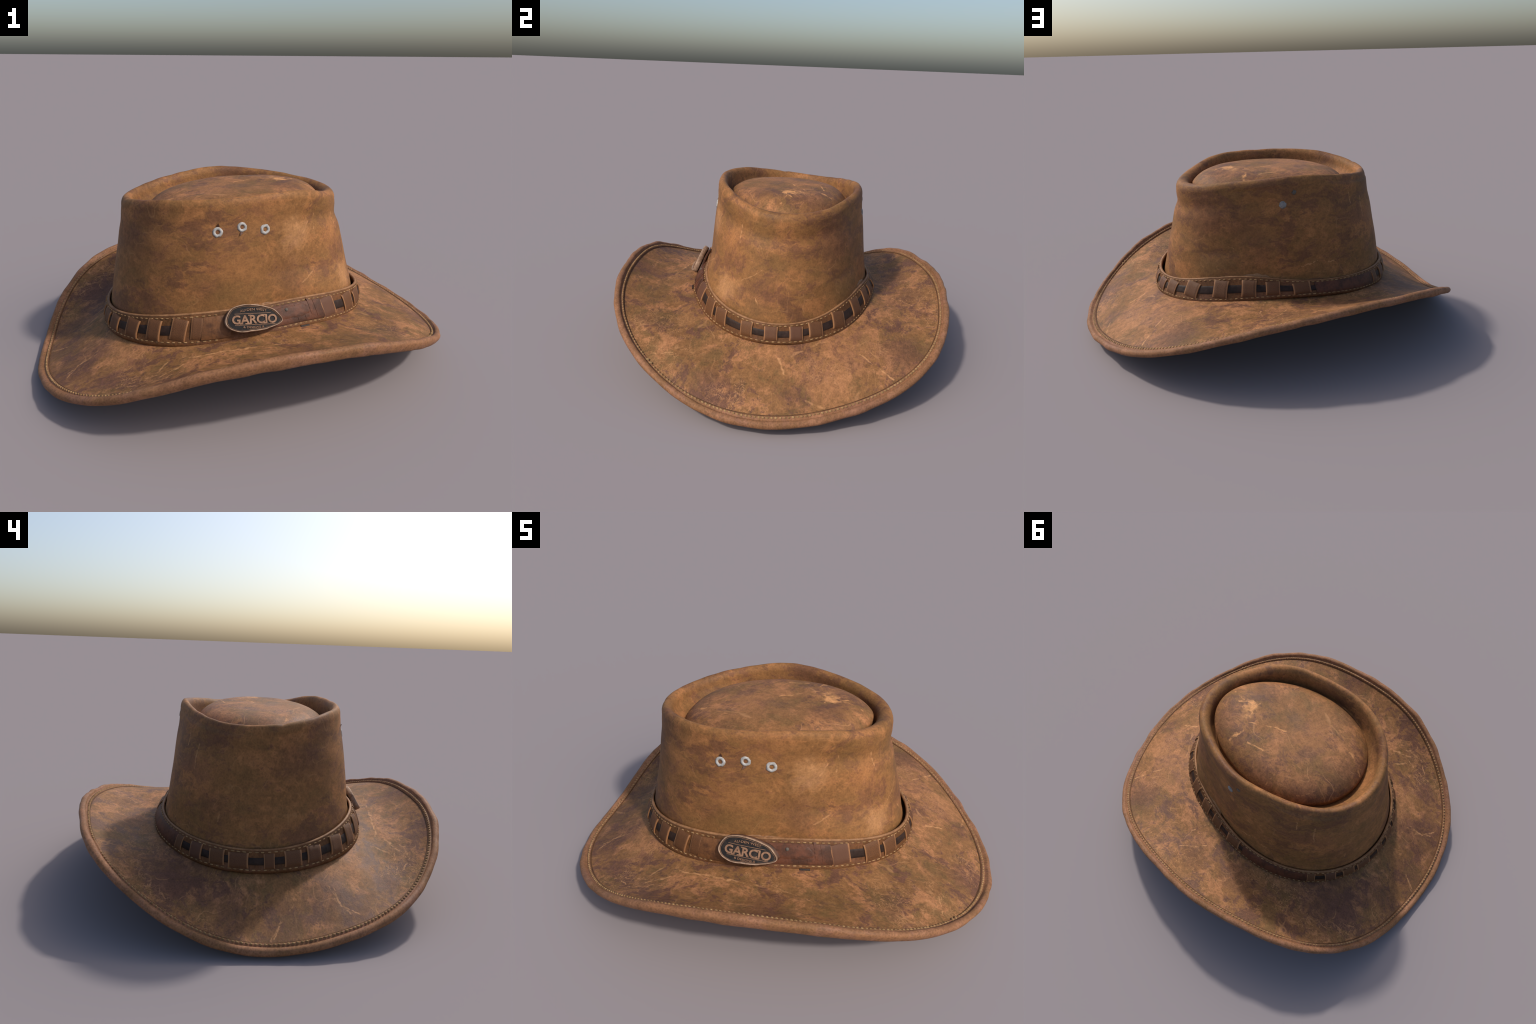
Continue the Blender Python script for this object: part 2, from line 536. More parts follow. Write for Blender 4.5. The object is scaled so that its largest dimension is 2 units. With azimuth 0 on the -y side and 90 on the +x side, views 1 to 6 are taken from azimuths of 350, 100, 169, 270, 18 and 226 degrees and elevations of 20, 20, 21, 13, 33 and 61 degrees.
def bind_normal(th):
    rg, zg, ur, uz, l = bind_frame(th)
    return ring_points(th, -uz, ur)


stitches("brim_stitching", bind_centre, bind_normal, 0.0172, 0.0125, 0.0086, 0.0042, keep=lambda d: not 329.8 < d < 333.6, skew=-0.30, seed=3)
# the doubled, coarse stitches where the seam was started
V, F = [], []
for deg in (331.0, 332.4):
    a = math.radians(deg)
    c = Vector(bind_centre(np.array([a]))[0])
    nv = Vector(bind_normal(np.array([a]))[0])
    x = Vector((-math.sin(a), math.cos(a), 0))
    y = nv.cross(x)
    x, y = x * 0.75 + y * 0.66, y * 0.75 - x * 0.66
    pv, pf = pill(0.020, 0.011, 0.0060)
    b = len(V)
    V += [c + x * q[0] + y * q[1] + nv * q[2] for q in pv]
    F += [tuple(b + k for k in ff) for ff in pf]
add("knot_stitches", mesh_of("knot_stitches", V, F), M_THREAD)


DC, DR, DROT = (-0.039, -0.001), (0.416, 0.315), 0.185
DTOP, DDROP, DPOW, DTILT, DEGG = 0.816, 0.073, 7.0, 0.044, -0.097


def dome_point(rho, th, extra=0.0):
    x0 = rho * np.cos(th) * DR[0]
    y0 = rho * np.sin(th) * DR[1] * (1 + DEGG * np.cos(th))
    c, s = math.cos(DROT), math.sin(DROT)
    z = DTOP - DDROP * rho ** DPOW - 0.004 * rho ** 2 + DTILT * x0 - 0.015 * y0 - extra
    return np.stack([DC[0] + c * x0 - s * y0, DC[1] + s * x0 + c * y0, z], -1)


def dome_radius(th):
    """distance from the z axis to the rim of the domed crown top, at the angles th"""
    P = dome_point(1.0, np.linspace(0, TAU, 721))
    a = np.arctan2(P[:, 1], P[:, 0]) % TAU
    o = np.argsort(a)
    return np.interp(th, a[o], np.hypot(P[:, 0], P[:, 1])[o], period=TAU)


# ---- crown wall, lip and channel ------------------------------
def crown_wall(th, t):
    """outer face of the crown: t = 0 at the brim, 1 under the lip"""
    rf, zf = line("band_foot", th)
    rh, zh = line("band_head", th)
    rl, zl = line("lip", th)
    lipr = LIP(th)
    gap = 0.016 + 0.012 * bump(th, 0, 45)
    ra, za = rf - 0.030, zf - 0.010
    rb, zb = rh - gap, zh
    rc, zc = rl + lipr, zl - 0.018
    # height runs linearly, radius passes through the three stations
    z = za + (zc - za) * t
    tb = (zb - za) / (zc - za)
    lower = ra + (rb - ra) * np.clip(t / tb, 0, 1)
    q = np.clip((t - tb) / (1 - tb), 0, 1)
    upper = rb + (rc - rb) * q
    r = np.where(t < tb, lower, upper)
    hollow = 0.007 + 0.005 * bump(th, 0, 65)
    # the leather stands fuller on some sides
    high = 0.2 + 0.8 * sstep(0.15, 0.62, t) - 0.1 * sstep(0.75, 1.0, t)
    full = 0.014 * bump(th, 150, 34) - 0.003 * bump(th, 72, 26)
    foot = 0.018 * bump(th, 300, 30) + 0.015 * bump(th, 52, 24) + 0.010 * bump(th, 328, 22)
    dent = 0.017 * bump(th, 322, 32) + 0.003 * bump(th, 200, 45)
    r = r + full * high + foot * np.sin(np.pi * np.clip(t / 0.45, 0, 1)) - dent * np.sin(np.pi * np.clip((t - 0.25) / 0.75, 0, 1))
    r = r - (0.009 * bump(th, 20, 30) + 0.006 * bump(th, 78, 24)) * np.sin(np.pi * np.clip((t - 0.45) / 0.55, 0, 1))
    roll = 0.010 * bump(th, 350, 75) + 0.003
    r = r - roll * np.exp(-((z - (zl - 0.088)) / 0.040) ** 2)
    return r, z


def LIP(th):
    return 0.022 + 0.009 * bump(th, 0, 70)


rows = []
for t in np.linspace(0, 1, 60):
    r, z = crown_wall(TH, t)
    P = ring_points(TH, r, z)
    f = math.sin(math.pi * min(1, t * 1.05)) if t < 0.95 else 0.15
    r = r + f * (lumps(P, 0.007, 3.5, 2.0) + lumps(P, 0.002, 11, 5.0))
    rows.append(ring_points(TH, r, z))
rl, zl = line("lip", TH)
lr = LIP(TH)
INNER = 1.4 - 0.3 * SY ** 2
wav = lumps(ring_points(TH, rl, zl), 0.003, 6, 9.0) + lumps(ring_points(TH, rl, zl), 0.002, 17, 3.0) - 0.004 * bump(TH, 191, 3.0)
for a in np.radians(np.arange(-10, 181, 15)):
    if a < 0:
        continue
    rows.append(ring_points(TH, rl + lr * (np.cos(a) if math.cos(a) > 0 else INNER * np.cos(a)), zl - 0.016 + (lr * 0.35 + 0.0322 + wav) * np.sin(a)))
dome_r = dome_radius(TH)
r_in = rl - INNER * lr
r_low = np.minimum(r_in - 0.006, dome_r - 0.003 + 0.012 * SY ** 2)
for k in np.linspace(0.1, 1, 12):
    rows.append(ring_points(TH, r_in + (r_low - r_in) * (0.55 * k + 0.45 * k ** 2.5), zl - 0.016 - 0.062 * k))
# tuck under the crown top
for k in (0.15, 0.4):
    rows.append(ring_points(TH, r_low * (1 - k * 0.25), zl - 0.082 - 0.01 * k))
nouter = len(rows)
crown_obj = add("crown", loft("crown", rows), None)

# inside of the crown: lining wall and ceiling
rows = []
for t in np.linspace(0, 0.72, 18):
    r, z = crown_wall(TH, t)
    rows.append(ring_points(TH, r - 0.014, z - 0.012))
last_r, last_z = r - 0.014, z
for k in (0.85, 0.6, 0.3, 0.05):
    rows.append(ring_points(TH, last_r * k, last_z * 0.2 + 0.8 * last_z.mean() + 0.01 * (1 - k)))
me = loft("lining", rows[::-1])
add("lining", me, M_LINING)

# ---- domed crown top ------------------------------------------
rows = []
for q in np.linspace(0, 1, 8):
    rows.append(dome_point(1.0 - 0.004 * (1 - q), TH, 0.05 * (1 - q)))
for rho in np.concatenate([np.linspace(0.985, 0.6, 24), np.linspace(0.57, 0.02, 20)]):
    P = dome_point(rho, TH)
    P[:, 2] += (1 - rho ** 6) * (lumps(P, 0.005, 5, 4.0) + lumps(P, 0.0015, 14, 6.0))
    rows.append(P)
apex = dome_point(np.array([0.0]), np.array([0.0]))
me = loft("crown_top", rows)
verts = [tuple(v.co) for v in me.vertices] + [tuple(rows[-1].mean(0))]
faces = [tuple(p.vertices) for p in me.polygons]
nb = (len(rows) - 1) * N
faces += [(nb + j, nb + (j + 1) % N, len(verts) - 1) for j in range(N)]
dome_obj = add("crown_top", mesh_of("crown_top", verts, faces), None)


# ---- hat band -------------------------------------------------
def band_point(th, t, off=0.0):
    """t = 0 at the head of the band, 1 at its foot; off = distance off its face"""
    th = np.atleast_1d(np.asarray(th, float))
    rf, zf = line("band_foot", th)
    rh, zh = line("band_head", th)
    dr, dz = rf - rh, zf - zh
    l = np.hypot(dr, dz)
    belly = 0.002 * 4 * t * (1 - t)
    off = off + 0.012 * bump(th, 297, 24) * (off > -0.008)
    r = rh + dr * t + (-dz / l) * (off + belly)
    z = zh + dz * t + (dr / l) * (off + belly)
    return ring_points(th, r, z)


def band_normal(th):
    rf, zf = line("band_foot", th)
    rh, zh = line("band_head", th)
    return ring_points(th, zh - zf, rf - rh)


prof = [(1.04, -0.012), (1.06, -0.004), (1.0, 0.0), (0.94, 0.0025), (0.85, 0.001), (0.6, 0), (0.4, 0), (0.15, 0.001), (0.06, 0.0025), (0.0, 0.001),
        (-0.03, -0.003), (-0.03, -0.008), (0.0, -0.011), (0.5, -0.012)]
band = add("hat_band", loft("hat_band", [band_point(TH, t, o) for t, o in prof], closed_profile=True), M_BAND)

# pale raw rim along the head of the band
prof = [(0.02, 0.0020), (-0.02, 0.0022), (-0.055, -0.002), (-0.06, -0.006), (-0.04, -0.0095), (0.0, -0.0115)]
add("band_rim", loft("band_rim", [band_point(TH, t, o) for t, o in prof], closed_profile=True), M_EDGE, band)


def not_badge(d):
    return not 250 < d < 278


stitches("band_stitching", lambda th: band_point(th, 0.09, 0.0028), band_normal, 0.0255, 0.0155, 0.0052, 0.0026, keep=not_badge, parent=band, seed=5)
stitches("band_foot_stitching", lambda th: band_point(th, 0.90, 0.0022), band_normal, 0.0255, 0.0155, 0.0052, 0.0026, keep=not_badge, parent=band, seed=6)


def strip(name, a0, a1, t0, t1, off, thick, mat, parent, n=60, round_ends=False, wavy=0.0, seed=0):
    """flat strap lying along the band from angle a0 to a1 (degrees), between heights t0 and t1"""
    th = np.radians(np.linspace(a0, a1, n))
    ends = np.ones(n)
    if round_ends:
        q = np.minimum(np.linspace(0, 1, n), np.linspace(1, 0, n)) * (a1 - a0) / 4.0
        ends = np.sqrt(np.clip(1 - (1 - np.clip(q, 0, 1)) ** 2, 0.02, 1))
    tm, hw = (t0 + t1) / 2, (t1 - t0) / 2
    wv = np.array([noise.noise(Vector((x * 14 + seed, seed, 0))) for x in th]) * wavy
    prof = [(1, -0.6), (1, 0.5), (0.86, 1.0), (0.4, 1.15), (-0.4, 1.15), (-0.86, 1.0), (-1, 0.5), (-1, -0.6)]
    rows = []
    for f, h in prof:
        P = np.stack([band_point(x, tm + hw * f * e + w, off + thick * h)[0] for x, e, w in zip(th, ends, wv)])
        rows.append(P)
    rows = np.array(rows).transpose(1, 0, 2)
    me = loft(name, list(rows), closed_ring=True, cap=True)
    return add(name, me, mat, parent, angle=45)


# the dark lace threaded through the loops
strip("band_lace", 302, 302 + 172, 0.335, 0.665, 0.0002, 0.0024, M_CORD, band, n=220)
strip("band_lace", 148, 236, 0.335, 0.665, 0.0002, 0.0024, M_CORD, band, n=120)

# loops: (first angle, last angle, lean)
LOOPS = [(22, 28, 0.12), (35, 42, 0), (51, 58.5, 0), (67.5, 74.5, 0), (81.5, 88.5, 0), (97.5, 106, 0),
         (147, 150.5, -0.15), (155.5, 160.5, -0.05), (164.5, 169.5, 0), (172, 178, 0), (184, 187.5, 0), (191.5, 197, 0),
         (200, 205, 0), (211, 216, 0), (221, 226, 0), (231, 236.5, 0.02), (238.5, 243.5, 0.05),
         (309.5, 317.5, 0.0), (326, 332.5, -0.12), (336, 342, -0.06), (351, 356.5, 0.02), (362, 367.5, 0.08), (373, 378.5, 0)]


def loop_mesh():
    """strap of unit width (x) bent over the lace: up out of a slit, over, and back in; y = off the band, z = up"""
    zs = np.linspace(-1, 1, 17)
    rows = []
    for z in zs:
        lift = 0.0012 + 0.0052 * (1 - abs(z) ** 3.5)
        w = 0.5 * (1 - 0.05 * (1 - z * z))
        prof = [(-w, lift - 0.0045), (-w, lift - 0.0008), (-w * 0.93, lift + 0.0006), (-w * 0.5, lift + 0.0002), (0, lift), (w * 0.5, lift + 0.0002), (w * 0.93, lift + 0.0006), (w, lift - 0.0008), (w, lift - 0.0045)]
        rows.append(np.array([(x, y, z) for x, y in prof]))
    return loft("band_loop", rows, closed_ring=True, cap=True)


LOOP_MESH = loop_mesh()
first = None
for a0, a1, lean in LOOPS:
    am = np.radians((a0 + a1) / 2)
    t0, t1 = 0.13 + random.uniform(-0.01, 0.02), 0.84 + random.uniform(-0.02, 0.02)
    p0, p1 = band_point(am, t0)[0], band_point(am, t1)[0]
    qa, qb = band_point(np.radians([a0, a1]), 0.5)
    c = Vector(band_point(am, (t0 + t1) / 2)[0])
    z = Vector(p0 - p1)
    h = z.length / 2
    z.normalize()
    wdt = (Vector(qb) - Vector(qa)).length * random.uniform(0.98, 1.28)
    x = (Vector(qb) - Vector(qa)).normalized()
    y = z.cross(x).normalized()
    if y.dot(Vector((math.cos(am), math.sin(am), 0.2))) < 0:
        y = -y
    x = y.cross(z)
    z2 = (z + x * (lean + random.uniform(-0.11, 0.11))).normalized()
    if first is None:
        o = add("band_loop", LOOP_MESH, M_LOOP, band, angle=50)
        first = o
    else:
        o = first.copy()
        bpy.context.collection.objects.link(o)
    m = Matrix((x * wdt, y * random.uniform(0.95, 1.25), z2 * h)).transposed().to_4x4()
    m.translation = c
    o.parent = band
    o.matrix_basis = m

# wide straps: the long one on the far side and the two tails at the badge
strip("band_strap", 109.5, 147.5, 0.12, 0.86, 0.0005, 0.0030, M_STRAP, band, n=70)
strip("band_strap", 243.5, 256, 0.13, 0.86, 0.004, 0.0045, M_LOOP, band, n=24)
strip("band_strap", 262, 309, 0.13, 0.84, 0.004, 0.0040, M_STRAP, band, n=70)
strip("band_strap", 271, 300, 0.22, 0.66, 0.0075, 0.0030, M_STRAP, band, n=50, round_ends=True, wavy=0.10, seed=4)
for a, w in ((292.0, 1.6), (296.5, 2.2), (300.5, 1.4), (304.0, 2.0), (247.5, 1.8)):
    strip("band_pucker", a, a + w, 0.16, 0.80, 0.0065, 0.0030, M_LOOP if a < 260 else M_STRAP, band, n=8, wavy=0.2, seed=a)
# dark tail of the lace poking out under the band
strip("lace_end", 292.5, 297.5, 0.98, 1.16, 0.003, 0.003, M_CORD, band, n=10)

# torn backing leather showing above the band
strip("band_backing", 55, 84, -0.17, 0.03, -0.012, 0.003, M_EDGE, band, n=60, round_ends=True, wavy=0.09, seed=2)
strip("band_backing", 262, 284, -0.12, 0.05, -0.011, 0.003, M_EDGE, band, n=50, round_ends=True, wavy=0.06, seed=8)


# ---- round pieces -------------------------------------------
def lathe(name, prof, n=28, ragged=0.0, seed=0, flat=1.0):
    rows = []
    a = np.linspace(0, TAU, n, endpoint=False)
    k = np.array([1 + ragged * noise.noise(Vector((math.cos(t) * 2.1 + seed, math.sin(t) * 2.1, seed))) for t in a])
    for r, z in prof:
        rows.append(np.stack([r * k * np.cos(a), r * k * np.sin(a) * flat, np.full(n, z)], -1))
    return loft(name, rows)


def on_crown(deg, zz):
    """point and outward normal of the crown wall at an angle and height"""
    th = np.array([math.radians(deg)])
    ts = np.linspace(0, 1, 200)
    best = min(ts, key=lambda t: abs(crown_wall(th, t)[1][0] - zz))
    def at(a, t):
        r, z = crown_wall(np.array([a]), t)
        P = ring_points(np.array([a]), r, z)
        f = math.sin(math.pi * min(1, t * 1.05)) if t < 0.95 else 0.15
        r = r + f * (lumps(P, 0.007, 3.5, 2.0) + lumps(P, 0.002, 11, 5.0))
        return Vector(ring_points(np.array([a]), r, z)[0])
    p = at(th[0], best)
    dx = at(th[0] + 0.02, best) - at(th[0] - 0.02, best)
    dz = at(th[0], best + 0.02) - at(th[0], best - 0.02)
    return p, dx.cross(dz).normalized(), dz.normalized()


def place(o, p, nrm, up, scale=1.0, spin=0.0):
    x = up.cross(nrm).normalized()
    y = nrm.cross(x)
    m = Matrix((x, y, nrm)).transposed().to_4x4() @ Matrix.Rotation(spin, 4, "Z") @ Matrix.Scale(scale, 4)
    m.translation = p
    o.matrix_basis = m


EYE = [(0.0085, -0.004), (0.0092, 0.0035), (0.0120, 0.0062), (0.0165, 0.0066), (0.0200, 0.0050), (0.0218, 0.0015), (0.0222, -0.004)]
for i, (deg, zz, s) in enumerate(((247.7, 0.707, 1.0), (261.2, 0.721, 0.97), (276.5, 0.698, 1.04))):
    p, nv, up = on_crown(deg, zz)
    me = lathe("eyelet", EYE[::-1], ragged=0.13, seed=i * 3.7)
    o = add("eyelet", me, M_EYELET, crown_obj)
    place(o, p - nv * 0.002, nv, up, s, spin=i * 1.1)
    # torn leather tongue beside the eyelet
    if i < 2:
        v = [(-0.008, 0, 0.000), (0.008, 0, 0.000), (0.003, 0.018, 0.010), (-0.008, 0, -0.004), (0.008, 0, -0.004), (0.003, 0.018, 0.007)]
        f = [(0, 1, 2), (5, 4, 3), (0, 3, 4, 1), (1, 4, 5, 2), (2, 5, 3, 0)]
        o = add("torn_tongue", mesh_of("torn_tongue", v, f), M_BACK, crown_obj, smooth=False)
        q = p + up * (0.020 if i == 0 else -0.020)
        place(o, q, nv, up, 1.0, spin=0.2 if i == 0 else 2.6)

p, nv, up = on_crown(94.5, 0.700)
o = add("rivet", lathe("rivet", [(0.0185, -0.004), (0.0180, 0.0008), (0.0150, 0.0028), (0.0100, 0.0042), (0.0045, 0.0048), (0.0002, 0.0050)], ragged=0.12, seed=2), M_RIVET, crown_obj)
place(o, p, nv, up)
p, nv, up = on_crown(102.8, 0.755)
o = add("worn_rivet", lathe("worn_rivet", [(0.0120, -0.003), (0.0110, 0.0012), (0.0070, 0.0022), (0.0002, 0.0024)], ragged=0.5, seed=5), M_DULL, crown_obj)
place(o, p, nv, up)

# stud on the strap right of the badge
th = np.radians([286.5])
p = Vector(band_point(th, 0.33, 0.009)[0])
nv = Vector(band_normal(th)[0]).normalized()
o = add("stud", lathe("stud", [(0.0085, -0.003), (0.0080, 0.002), (0.0055, 0.0050), (0.0002, 0.0062)]), M_DULL, band)
place(o, p, nv, Vector((0, 0, 1)))

# ---- badge ---------------------------------------------------
bl, br = Vector((-0.155, -0.509, 0.348)), Vector((0.102, -0.486, 0.328))
bc = (bl + br) / 2
bx = (br - bl).normalized()
HW = (br - bl).length / 2
by = Vector((0, 0.50, 0.866))
by = (by - bx * by.dot(bx)).normalized()
bz = bx.cross(by).normalized()
BADGE_FRAME = Matrix((bx, by, bz)).transposed().to_4x4()
BADGE_FRAME.translation = bc + bz * 0.003 + by * 0.009
HH = 0.068


# radius of the badge by angle: a hand-cut oval, flat along the lower right, with a blunt corner there
BADGE_OUTLINE = {0: 0.129, 7: 0.1167, 21: 0.102, 42: 0.0765, 60: 0.0668, 76: 0.0632, 92: 0.0640, 110: 0.0678, 136: 0.0875, 155: 0.1115, 172: 0.1212, 180: 0.1258, 187: 0.126,
                 197: 0.116, 208: 0.0965, 228: 0.0695, 247: 0.0535, 265: 0.0495, 285: 0.0500, 307: 0.0560, 333: 0.0776, 347: 0.1073, 354: 0.1314, 357: 0.1315}


def oval(s, a, drop=0.0):
    """outline of the badge shrunk by s, bowed back at its ends"""
    d = np.array(sorted(BADGE_OUTLINE))
    v = np.array([BADGE_OUTLINE[k] for k in sorted(BADGE_OUTLINE)])
    g = np.arange(0, 360, 1.0)
    y = np.interp(g, np.concatenate([d - 360, d, d + 360]), np.tile(v, 3))
    k = np.exp(-0.5 * (np.arange(-9, 10) / 4.0) ** 2)
    y = np.convolve(np.concatenate([y[-9:], y, y[:9]]), k / k.sum(), "valid")
    r = np.interp(np.degrees(a) % 360, np.append(g, 360), np.append(y, y[0]))
    x, yy = r * np.cos(a), r * np.sin(a)
    inset = (1 - s) * 0.075 if s > 0.8 else None
    if inset is not None:            # even border: step in by the same distance all round
        k = np.maximum(0.0, 1 - inset / r)
        x, yy = x * k, yy * k
    else:
        x, yy = x * s, yy * s
    return np.stack([x, yy, 0.007 - 0.011 * (x / HW) ** 2 - drop], -1)


A = np.linspace(0, TAU, 160, endpoint=False)
rows = [oval(0.88, A, 0.026), oval(0.975, A, 0.023), oval(1.0, A, 0.008), oval(0.99, A, 0.001), oval(0.965, A, -0.0014), oval(0.93, A, -0.0006), oval(0.915, A, 0.003), oval(0.905, A, 0.0045)]
badge = add("badge", loft("badge", rows), M_BADGE_EDGE, band)
badge.matrix_basis = BADGE_FRAME
rows = [oval(s, A, 0.0042) for s in (0.925, 0.79, 0.6, 0.4, 0.2, 0.02)]
o = add("badge_field", loft("badge_field", rows), M_BADGE_FIELD, badge)
rows = [oval(0.875, A, 0.0060), oval(0.872, A, 0.0026), oval(0.862, A, 0.0022), oval(0.852, A, 0.0026), oval(0.850, A, 0.0060)]
add("badge_line", loft("badge_line", rows), M_LETTER, badge)
rows = [oval(s, A, 0.0245) for s in (0.02, 0.5, 0.965)]
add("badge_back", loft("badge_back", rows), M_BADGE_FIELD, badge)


def bent(x, y, h):
    return (x, y, 0.007 - 0.011 * (x / HW) ** 2 - 0.0042 + h)


def bar(name, x0, x1, y, w):
    xs = np.linspace(x0, x1, 12)
    rows = [np.array([bent(x, y - w / 2, -0.001), bent(x, y - w / 2, 0.0012), bent(x, y + w / 2, 0.0012), bent(x, y + w / 2, -0.001)]) for x in xs]
    return add(name, loft(name, rows[::-1], cap=True), M_LETTER, badge, smooth=False)


def letters(text, name, x0, x1, y0, y1, offset, arc=0.0, extra=()):
    """raised lettering set into the box x0..x1, y0..y1, bent to the badge; arc lifts the middle"""
    c = bpy.data.curves.new(name, "FONT")
    c.body = text
    c.size = 1
    c.extrude = 0.03
    c.offset = offset
    c.resolution_u = 3
    tmp = bpy.data.objects.new(name, c)
    bpy.context.collection.objects.link(tmp)
    dg = bpy.context.evaluated_depsgraph_get()
    me = bpy.data.meshes.new_from_object(tmp.evaluated_get(dg))
    bpy.data.objects.remove(tmp)
    bpy.data.curves.remove(c)
    me.name = name
    v = np.array([p.co[:] for p in me.vertices])
    lo, hi = v.min(0), v.max(0)
    for p, q in zip(me.vertices, v):
        fx = (q[0] - lo[0]) / (hi[0] - lo[0])
        fy = (q[1] - lo[1]) / (hi[1] - lo[1])
        x = x0 + (x1 - x0) * fx
        y = y0 + (y1 - y0) * fy + arc * (1 - (2 * fx - 1) ** 2)
        p.co = bent(x, y, 0.0030 if q[2] > 0 else -0.001)
    me.materials.clear()
    return add(name, me, M_LETTER, badge, smooth=False)


letters("GARCIO", "badge_name", -0.096, 0.100, -0.018, 0.020, 0.028)
# slab feet of the capitals
for x, y, w in ((-0.0575, -0.0162, 0.014), (-0.0345, -0.0162, 0.013), (-0.0205, -0.0162, 0.014), (0.0415, -0.0162, 0.019), (0.0415, 0.0182, 0.019), (-0.0215, 0.0182, 0.012)):
    xs = (x - w / 2, x + w / 2)
    rows = [np.array([bent(q, y - 0.0022, -0.001), bent(q, y - 0.0022, 0.0029), bent(q, y + 0.0022, 0.0029), bent(q, y + 0.0022, -0.001)]) for q in xs]
    add("letter_serif", loft("letter_serif", rows[::-1], cap=True), M_LETTER, badge, smooth=False)
letters("AU\u00b7DEN WEST", "badge_upper_words", -0.062, 0.054, 0.0305, 0.0405, 0.004, arc=0.007)
letters("& DESIGNS &", "badge_lower_words", -0.050, 0.040, -0.0340, -0.0258, 0.003, arc=-0.002)
bar("badge_rule", -0.084, 0.074, 0.0255, 0.0018)
bar("badge_rule", -0.084, 0.092, -0.0215, 0.0018)

# leather patch behind the badge
rows = [oval(0.3, A, 0.0225), oval(0.99, A, 0.023), oval(1.0, A, 0.026), oval(1.0, A, 0.033)]
rows = [r * np.array([1.02, 0.93, 1]) + np.array([0.004, 0.003, -0.008]) for r in rows[::-1]]
o = add("badge_backing", loft("badge_backing", rows), M_BACK, badge)

# ---------------------------------------------------------------- wear seen on the leather
# crown: (angle in degrees, height); crown top: (x, y); brim: (angle, share of the way from band to seam)
SCUFFS_CROWN = [
    ((305.9, 0.653), (311.3, 0.704)),
    ((301.3, 0.444), (311.0, 0.466)),
    ((345.5, 0.451), (357.2, 0.518)),
    ((355.9, 0.4), (357.0, 0.373)),
    ((316.9, 0.665), (318.3, 0.725)),
    ((341.1, 0.622), (340.6, 0.695)),
    ((56.9, 0.501), (61.9, 0.495)),
    ((115.5, 0.413), (132.6, 0.379)),
    ((142.4, 0.716), (142.1, 0.65)),
    ((101.5, 0.388), (117.3, 0.424)),
    ((150.9, 0.57), (151.7, 0.682)),
    ((166.1, 0.427), (166.0, 0.384)),
]
STAINS_CROWN = [
    ("dark", (212.4, 0.756), 0.073),
    ("dark", (207.3, 0.623), 0.069),
    ("warm", (255.0, 0.552), 0.082),
    ("pale", (299.5, 0.648), 0.063),
    ("warm", (274.8, 0.809), 0.076),
    ("olive", (323.3, 0.735), 0.054),
    ("olive", (253.7, 0.429), 0.078),
    ("dark", (294.2, 0.477), 0.064),
    ("dark", (243.4, 0.481), 0.044),
    ("olive", (356.7, 0.694), 0.077),
    ("dark", (40.7, 0.615), 0.068),
    ("dark", (358.5, 0.416), 0.060),
    ("olive", (46.1, 0.38), 0.064),
    ("warm", (334.6, 0.61), 0.075),
    ("pale", (337.8, 0.398), 0.056),
    ("dark", (66.2, 0.619), 0.075),
    ("dark", (43.1, 0.636), 0.058),
    ("dark", (78.2, 0.492), 0.051),
    ("dark", (99.5, 0.761), 0.050),
    ("dark", (162.2, 0.739), 0.066),
    ("dark", (196.8, 0.649), 0.065),
    ("dark", (162.5, 0.441), 0.060),
    ("olive", (191.1, 0.419), 0.060),
    ("warm", (220.1, 0.623), 0.053),
    ("warm", (156.0, 0.579), 0.050),
]
SCUFFS_DOME = [
    ((0.14, 0.103), (0.181, 0.01)),
    ((0.257, 0.058), (0.195, 0.024)),
    ((0.143, 0.019), (0.087, 0.063)),
    ((0.125, 0.252), (0.109, 0.176)),
    ((0.128, 0.123), (-0.041, 0.016)),
    ((0.053, 0.202), (-0.039, 0.175)),
    ((0.215, 0.075), (0.165, 0.035)),
    ((0.205, 0.045), (0.150, 0.060)),
    ((0.190, 0.085), (0.165, 0.000)),
    ((-0.156, 0.273), (-0.16, 0.223)),
    ((-0.334, -0.123), (-0.437, -0.083)),
    ((-0.305, 0.193), (-0.346, 0.129)),
    ((0.327, 0.023), (0.236, 0.04)),
    ((-0.219, -0.163), (-0.318, -0.245)),
]
STAINS_DOME = [
    ("pale", (0.187, 0.05), 0.039),
    ("pale", (0.119, 0.22), 0.013),
    ("dark", (0.23, 0.192), 0.060),
    ("dark", (0.2, -0.091), 0.054),
    ("dark", (-0.178, -0.279), 0.061),
    ("dark", (-0.11, 0.263), 0.063),
    ("dark", (-0.39, -0.025), 0.076),
    ("dark", (-0.307, 0.178), 0.062),
    ("warm", (-0.139, -0.031), 0.103),
    ("olive", (-0.01, -0.051), 0.046),
]
